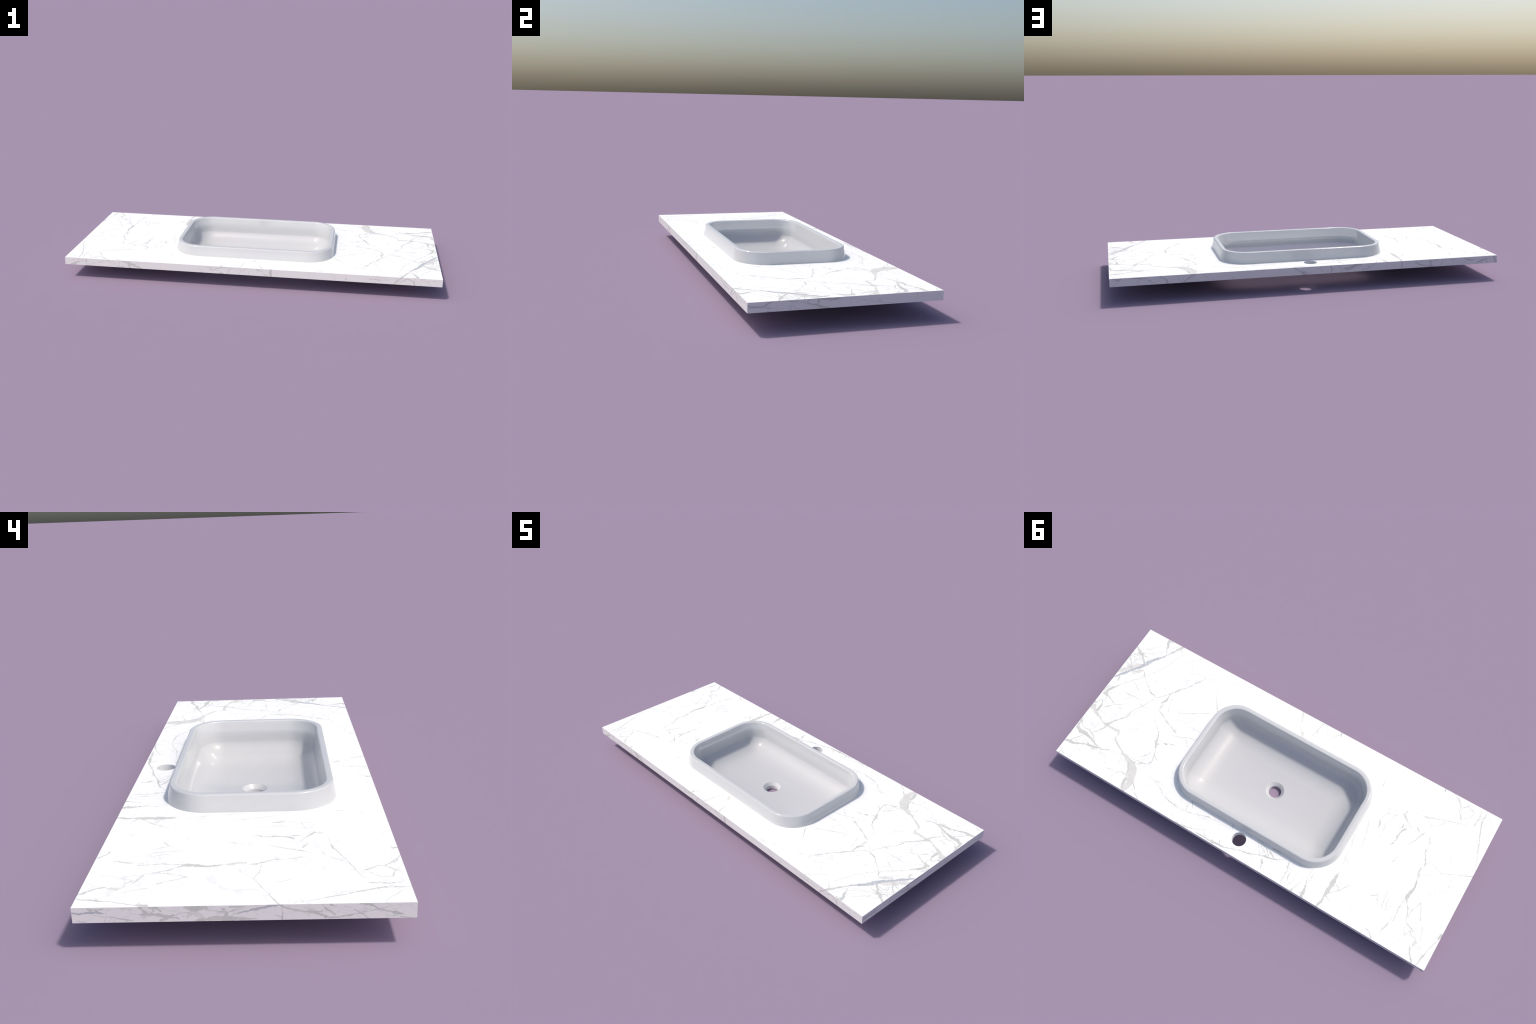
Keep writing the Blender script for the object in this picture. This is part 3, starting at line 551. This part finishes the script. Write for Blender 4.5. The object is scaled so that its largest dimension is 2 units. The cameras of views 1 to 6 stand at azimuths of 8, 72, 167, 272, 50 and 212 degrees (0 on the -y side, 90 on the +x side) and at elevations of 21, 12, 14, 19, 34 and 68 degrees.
def marble_material(name, plane, veins, white=STONE_WHITE, web=(0.50, 0.80), seed=0.0):
    """White stone; plane gives the two object axes that span the face."""
    m = bpy.data.materials.new(name)
    m.use_nodes = True
    n = Nodes(m)
    bsdf = m.node_tree.nodes["Principled BSDF"]
    xyz = n.add("ShaderNodeSeparateXYZ", {0: n.add("ShaderNodeTexCoord").outputs["Object"]})
    flat = n.add("ShaderNodeCombineXYZ", {0: xyz.outputs[plane[0]], 1: xyz.outputs[plane[1]], 2: seed}).outputs[0]
    # cracks wander: bend the plane with a wide and a fine noise
    wide = n.vmath("SUBTRACT", n.noise(flat, 16.0, 3.0, 0.6).outputs["Color"], (0.5, 0.5, 0.5))
    fine = n.vmath("SUBTRACT", n.noise(flat, 95.0, 3.0, 0.6).outputs["Color"], (0.5, 0.5, 0.5))
    bent = n.vmath("ADD", flat, n.vmath("MULTIPLY", wide, (0.012, 0.012, 0.0)))
    bent = n.vmath("ADD", bent, n.vmath("MULTIPLY", fine, (0.0075, 0.0075, 0.0)))
    rag = n.noise(flat, 120.0, 3.0, 0.65).outputs[0]
    gaps = n.noise(flat, 42.0, 2.0).outputs[0]
    eaten = {}
    for kind, (_, _, amount) in VEIN_LOOK.items():
        if any(v[0] == kind for v in veins):
            e = n.math("MULTIPLY_ADD", n.math("ADD", rag, gaps), 2.2 * amount, 1.0 - 2.2 * amount)
            eaten[kind] = n.math("MAXIMUM", e, 0.12)
    total, halo = {}, None
    for kind, *points in veins:
        mask, near = vein_mask(n, bent, eaten, kind, points)
        if near is not None:
            halo = near if halo is None else n.math("MAXIMUM", halo, near)
        tint = TINT_OF[kind]
        total[tint] = n.math("MAXIMUM", total[tint], mask) if tint in total else mask
    # a web of hair cracks, broken up by noise
    wander = n.vmath("ADD", flat, n.vmath("MULTIPLY", wide, (0.10, 0.10, 0.0)))
    skew = n.add("ShaderNodeMapping", {"Vector": wander, "Rotation": (0, 0, 0.5), "Scale": (1.0, 1.9, 1.0)}).outputs[0]
    hair = None
    for scale, thick, low in ((4.5, 0.012, 0.47), (11.0, 0.024, 0.50)):
        cell = n.add("ShaderNodeTexVoronoi", {"Vector": skew, "Scale": scale}, feature="DISTANCE_TO_EDGE").outputs["Distance"]
        line = n.math("SUBTRACT", 1.0, n.math("DIVIDE", cell, thick), clamp=True)
        patch = n.math("MULTIPLY", n.math("SUBTRACT", n.noise(flat, scale * 1.3, 3.0).outputs[0], low), 8.0, clamp=True)
        part = n.math("MULTIPLY", line, patch)
        hair = part if hair is None else n.math("MAXIMUM", hair, part)
    # the end that is more veined on the top has more of it
    more = n.add("ShaderNodeMapRange", {0: xyz.outputs[0], 1: -0.2, 2: 0.8, 3: web[0], 4: web[1]}).outputs[0]
    hair = n.math("MULTIPLY", hair, more)
    # fine crazing that clings to the larger veins
    if halo is not None:
        cell = n.add("ShaderNodeTexVoronoi", {"Vector": skew, "Scale": 26.0}, feature="DISTANCE_TO_EDGE").outputs["Distance"]
        line = n.math("SUBTRACT", 1.0, n.math("DIVIDE", cell, 0.055), clamp=True)
        patch = n.math("MULTIPLY", n.math("SUBTRACT", gaps, 0.47), 9.0, clamp=True)
        craze = n.math("MULTIPLY", n.math("MULTIPLY", line, patch), halo)
        hair = n.math("MAXIMUM", hair, craze)
    hair = n.math("MULTIPLY", hair, n.math("MULTIPLY", rag, 2.0, clamp=True))
    # vein colours: cool grey with warm clouds, one slate blue vein
    cloud = n.noise(flat, 24.0, 3.0).outputs[0]
    tone = n.math("MULTIPLY", n.math("SUBTRACT", cloud, 0.42), 6.0, clamp=True)
    grey = n.mix(tone, (0.540, 0.548, 0.515), (0.620, 0.600, 0.570))
    warm = n.mix(tone, (0.630, 0.622, 0.590), (0.700, 0.678, 0.645))
    colour = n.mix(hair, white, (0.62, 0.63, 0.60))
    for tint, paint in (("warm", warm), ("grey", grey), ("blue", (0.475, 0.488, 0.510))):
        if tint in total:
            mottle = n.math("MULTIPLY_ADD", rag, 1.6, n.math("MULTIPLY_ADD", cloud, 1.3, -0.38), clamp=True)
            fade = n.math("MULTIPLY", total[tint], mottle)
            colour = n.mix(fade, colour, paint)
    m.node_tree.links.new(colour, bsdf.inputs["Base Color"])
    bsdf.inputs["Roughness"].default_value = 0.6
    bsdf.inputs["Specular IOR Level"].default_value = 0.15
    return m


# ------------------------------------------------------------------ countertop
ZONE_CUTS = (-0.83, -0.68, -0.54, -0.25, 0.15, 0.48, 0.64, 0.76, 0.88)       # the top is shaded in zones, each with its own veins


def stone_materials():
    edges = (-2.0, *ZONE_CUTS, 2.0)
    mats = []
    for low, high in zip(edges, edges[1:]):
        local = [v for v in TOP_VEINS
                 if max(p[0] for p in v[1:]) > low - 0.03 and min(p[0] for p in v[1:]) < high + 0.03]
        mats.append(marble_material("veined_marble", (0, 1), local))
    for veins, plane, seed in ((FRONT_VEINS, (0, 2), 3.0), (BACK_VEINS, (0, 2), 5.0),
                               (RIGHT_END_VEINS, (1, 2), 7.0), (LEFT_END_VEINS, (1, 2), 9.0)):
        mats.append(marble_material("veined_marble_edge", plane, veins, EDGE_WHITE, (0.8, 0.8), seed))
    return mats


def build_countertop(parent):
    bm = bmesh.new()

    def loop(points, z):
        vs = [bm.verts.new((x, y, z)) for x, y in points]
        return vs, [bm.edges.new((vs[i], vs[(i + 1) % len(vs)])) for i in range(len(vs))]

    outer = [(SLAB_X, SLAB_Y), (-SLAB_X, SLAB_Y), (-SLAB_X, -SLAB_Y), (SLAB_X, -SLAB_Y)]
    tap = [(TAP_R * math.cos(math.tau * i / 64), TAP_Y + TAP_R * math.sin(math.tau * i / 64)) for i in range(64)]
    outlines = [outer, rounded_rect(*CUT), tap]
    levels = []
    for z in (SLAB_TOP, SLAB_BOTTOM):
        loops, edges = [], []
        for pts in outlines:
            vs, es = loop(pts, z)
            loops.append(vs)
            edges += es
        bmesh.ops.triangle_fill(bm, use_beauty=True, edges=edges, normal=(0, 0, 1))
        levels.append(loops)
    for top, bottom in zip(*levels):
        for i in range(len(top)):
            j = (i + 1) % len(top)
            bm.faces.new((top[i], bottom[i], bottom[j], top[j]))
    bmesh.ops.recalc_face_normals(bm, faces=bm.faces)
    for cut in ZONE_CUTS:
        bmesh.ops.bisect_plane(bm, geom=bm.verts[:] + bm.edges[:] + bm.faces[:], dist=1e-6, plane_co=(cut, 0, 0), plane_no=(1, 0, 0))
    zones = len(ZONE_CUTS) + 1
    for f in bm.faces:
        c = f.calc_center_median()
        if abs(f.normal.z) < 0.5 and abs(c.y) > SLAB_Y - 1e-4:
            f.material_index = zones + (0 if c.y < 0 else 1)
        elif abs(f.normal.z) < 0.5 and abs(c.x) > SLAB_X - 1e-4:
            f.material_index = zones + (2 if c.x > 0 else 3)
        else:
            f.material_index = sum(c.x > cut for cut in ZONE_CUTS)
    return new_object("countertop", bm, parent, stone_materials(), smooth=30)


# ------------------------------------------------------------------ basin
BASE = (0.439, 0.2705, 0.140)        # foot of the outer wall on the counter
RIM_TOP = 0.1760
FLOOR_Z = 0.0330
DRAIN_R = 0.0450
BOWL_TURN = 1.75                     # how fast the wall curves into the floor
SHELL = 0.0070                       # thickness of the bowl below the counter


def inset_ring(inset, z):
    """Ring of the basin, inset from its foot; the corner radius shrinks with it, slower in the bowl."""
    a, b, r = BASE
    return [(x, y, z) for x, y in rounded_rect(a - inset, b - inset, max(r - inset, 0.02))]


def build_basin(parent, material):
    # (inset from the foot, z) from the hidden underside up the outer wall, over the rim, down into the bowl
    wall = [(0.0, 0.1195), (0.0006, 0.124), (0.0050, 0.143), (0.0095, 0.162)]
    rim = arc(0.0165, 0.1685, 0.0066, 168, 90, 8) + [(0.020, 0.1751), (0.024, 0.1751)] \
        + arc(0.0280, 0.1696, 0.0054, 88, 8, 8)
    bowl = [(0.0336, 0.1680), (0.0362, 0.1500), (0.0393, 0.1300), (0.0424, 0.1100), (0.0452, 0.0930), (0.0458, 0.0910),
            (0.0467, 0.0890)]
    # below a soft crease the wall opens out into the floor in one sweep
    steps, (i0, z0), floor_edge = 44, bowl[-1], (0.1780, 0.0348)
    slopes = [62.0 * (1 - k / steps) ** BOWL_TURN for k in range(steps)]
    scale_i = (floor_edge[0] - i0) / sum(math.cos(math.radians(a)) for a in slopes)
    scale_z = (z0 - floor_edge[1]) / sum(math.sin(math.radians(a)) for a in slopes)
    for a in slopes:
        i0 += scale_i * math.cos(math.radians(a))
        z0 -= scale_z * math.sin(math.radians(a))
        bowl.append((i0, z0))
    # the hidden outside of the bowl follows the inside at the thickness of the shell
    outside = []
    for (i0, z0), (i1, z1) in zip(bowl, bowl[1:]):
        length = math.hypot(i1 - i0, z1 - z0)
        ni, nz = (z1 - z0) / length, -(i1 - i0) / length          # normal pointing outwards and down
        if z0 < 0.112:
            outside.append((i0 + ni * SHELL, z0 + nz * SHELL))
    section = outside[::-1] + [(0.0300, 0.1165)] + wall + rim + bowl[1:]
    rings = [inset_ring(i, z) for i, z in section]
    # the floor runs from the last rounded rectangle to the circle of the drain
    last = [(x, y) for x, y, _ in rings[-1]]
    circle = circle_matching(last, DRAIN_R)
    z0 = section[-1][1]
    for k in range(1, 13):
        f = k / 12
        z = FLOOR_Z + (z0 - FLOOR_Z) * (1 - f) ** 2
        rings.append([(p[0] + (q[0] - p[0]) * f, p[1] + (q[1] - p[1]) * f, z) for p, q in zip(last, circle)])
    # flat underside to the outlet
    under = section[0]
    base_ring = [(x, y) for x, y, _ in rings[0]]
    ucircle = circle_matching(base_ring, DRAIN_R)
    for k in range(1, 7):
        f = k / 6
        rings.insert(0, [(p[0] + (q[0] - p[0]) * f, p[1] + (q[1] - p[1]) * f, under[1]) for p, q in zip(base_ring, ucircle)])
    bm = bmesh.new()
    loft(bm, rings)
    bmesh.ops.recalc_face_normals(bm, faces=bm.faces)
    bm.faces.index_update()
    hidden = (len(outside) + 6) * len(last)          # faces of the underside come first
    for f in bm.faces:
        f.material_index = 1 if f.index < hidden else 0
    basin = new_object("basin", bm, parent, [material, bisque_material()], smooth=60)

    # drain outlet: a chamfered seat, then a short throat
    n = 64
    profile = [(DRAIN_R, FLOOR_Z), (0.0440, FLOOR_Z - 0.0012), (0.0310, 0.0195), (0.0304, 0.0183), (0.0302, 0.0),
               (0.0350, 0.0), (DRAIN_R, under[1])]
    bm = bmesh.new()
    loft(bm, [[(r * math.cos(math.tau * i / n), r * math.sin(math.tau * i / n), z) for i in range(n)] for r, z in profile])
    bmesh.ops.recalc_face_normals(bm, faces=bm.faces)
    new_object("drain_outlet", bm, basin, outlet_material(), smooth=30)
    return basin


def main():
    top = bpy.data.objects.new("vanity_top", None)
    bpy.context.scene.collection.objects.link(top)
    top["label"] = "white veined marble vanity top with inset rectangular ceramic basin"
    top["category"] = "bathroom sink"
    build_countertop(top)
    build_basin(top, ceramic_material())


main()
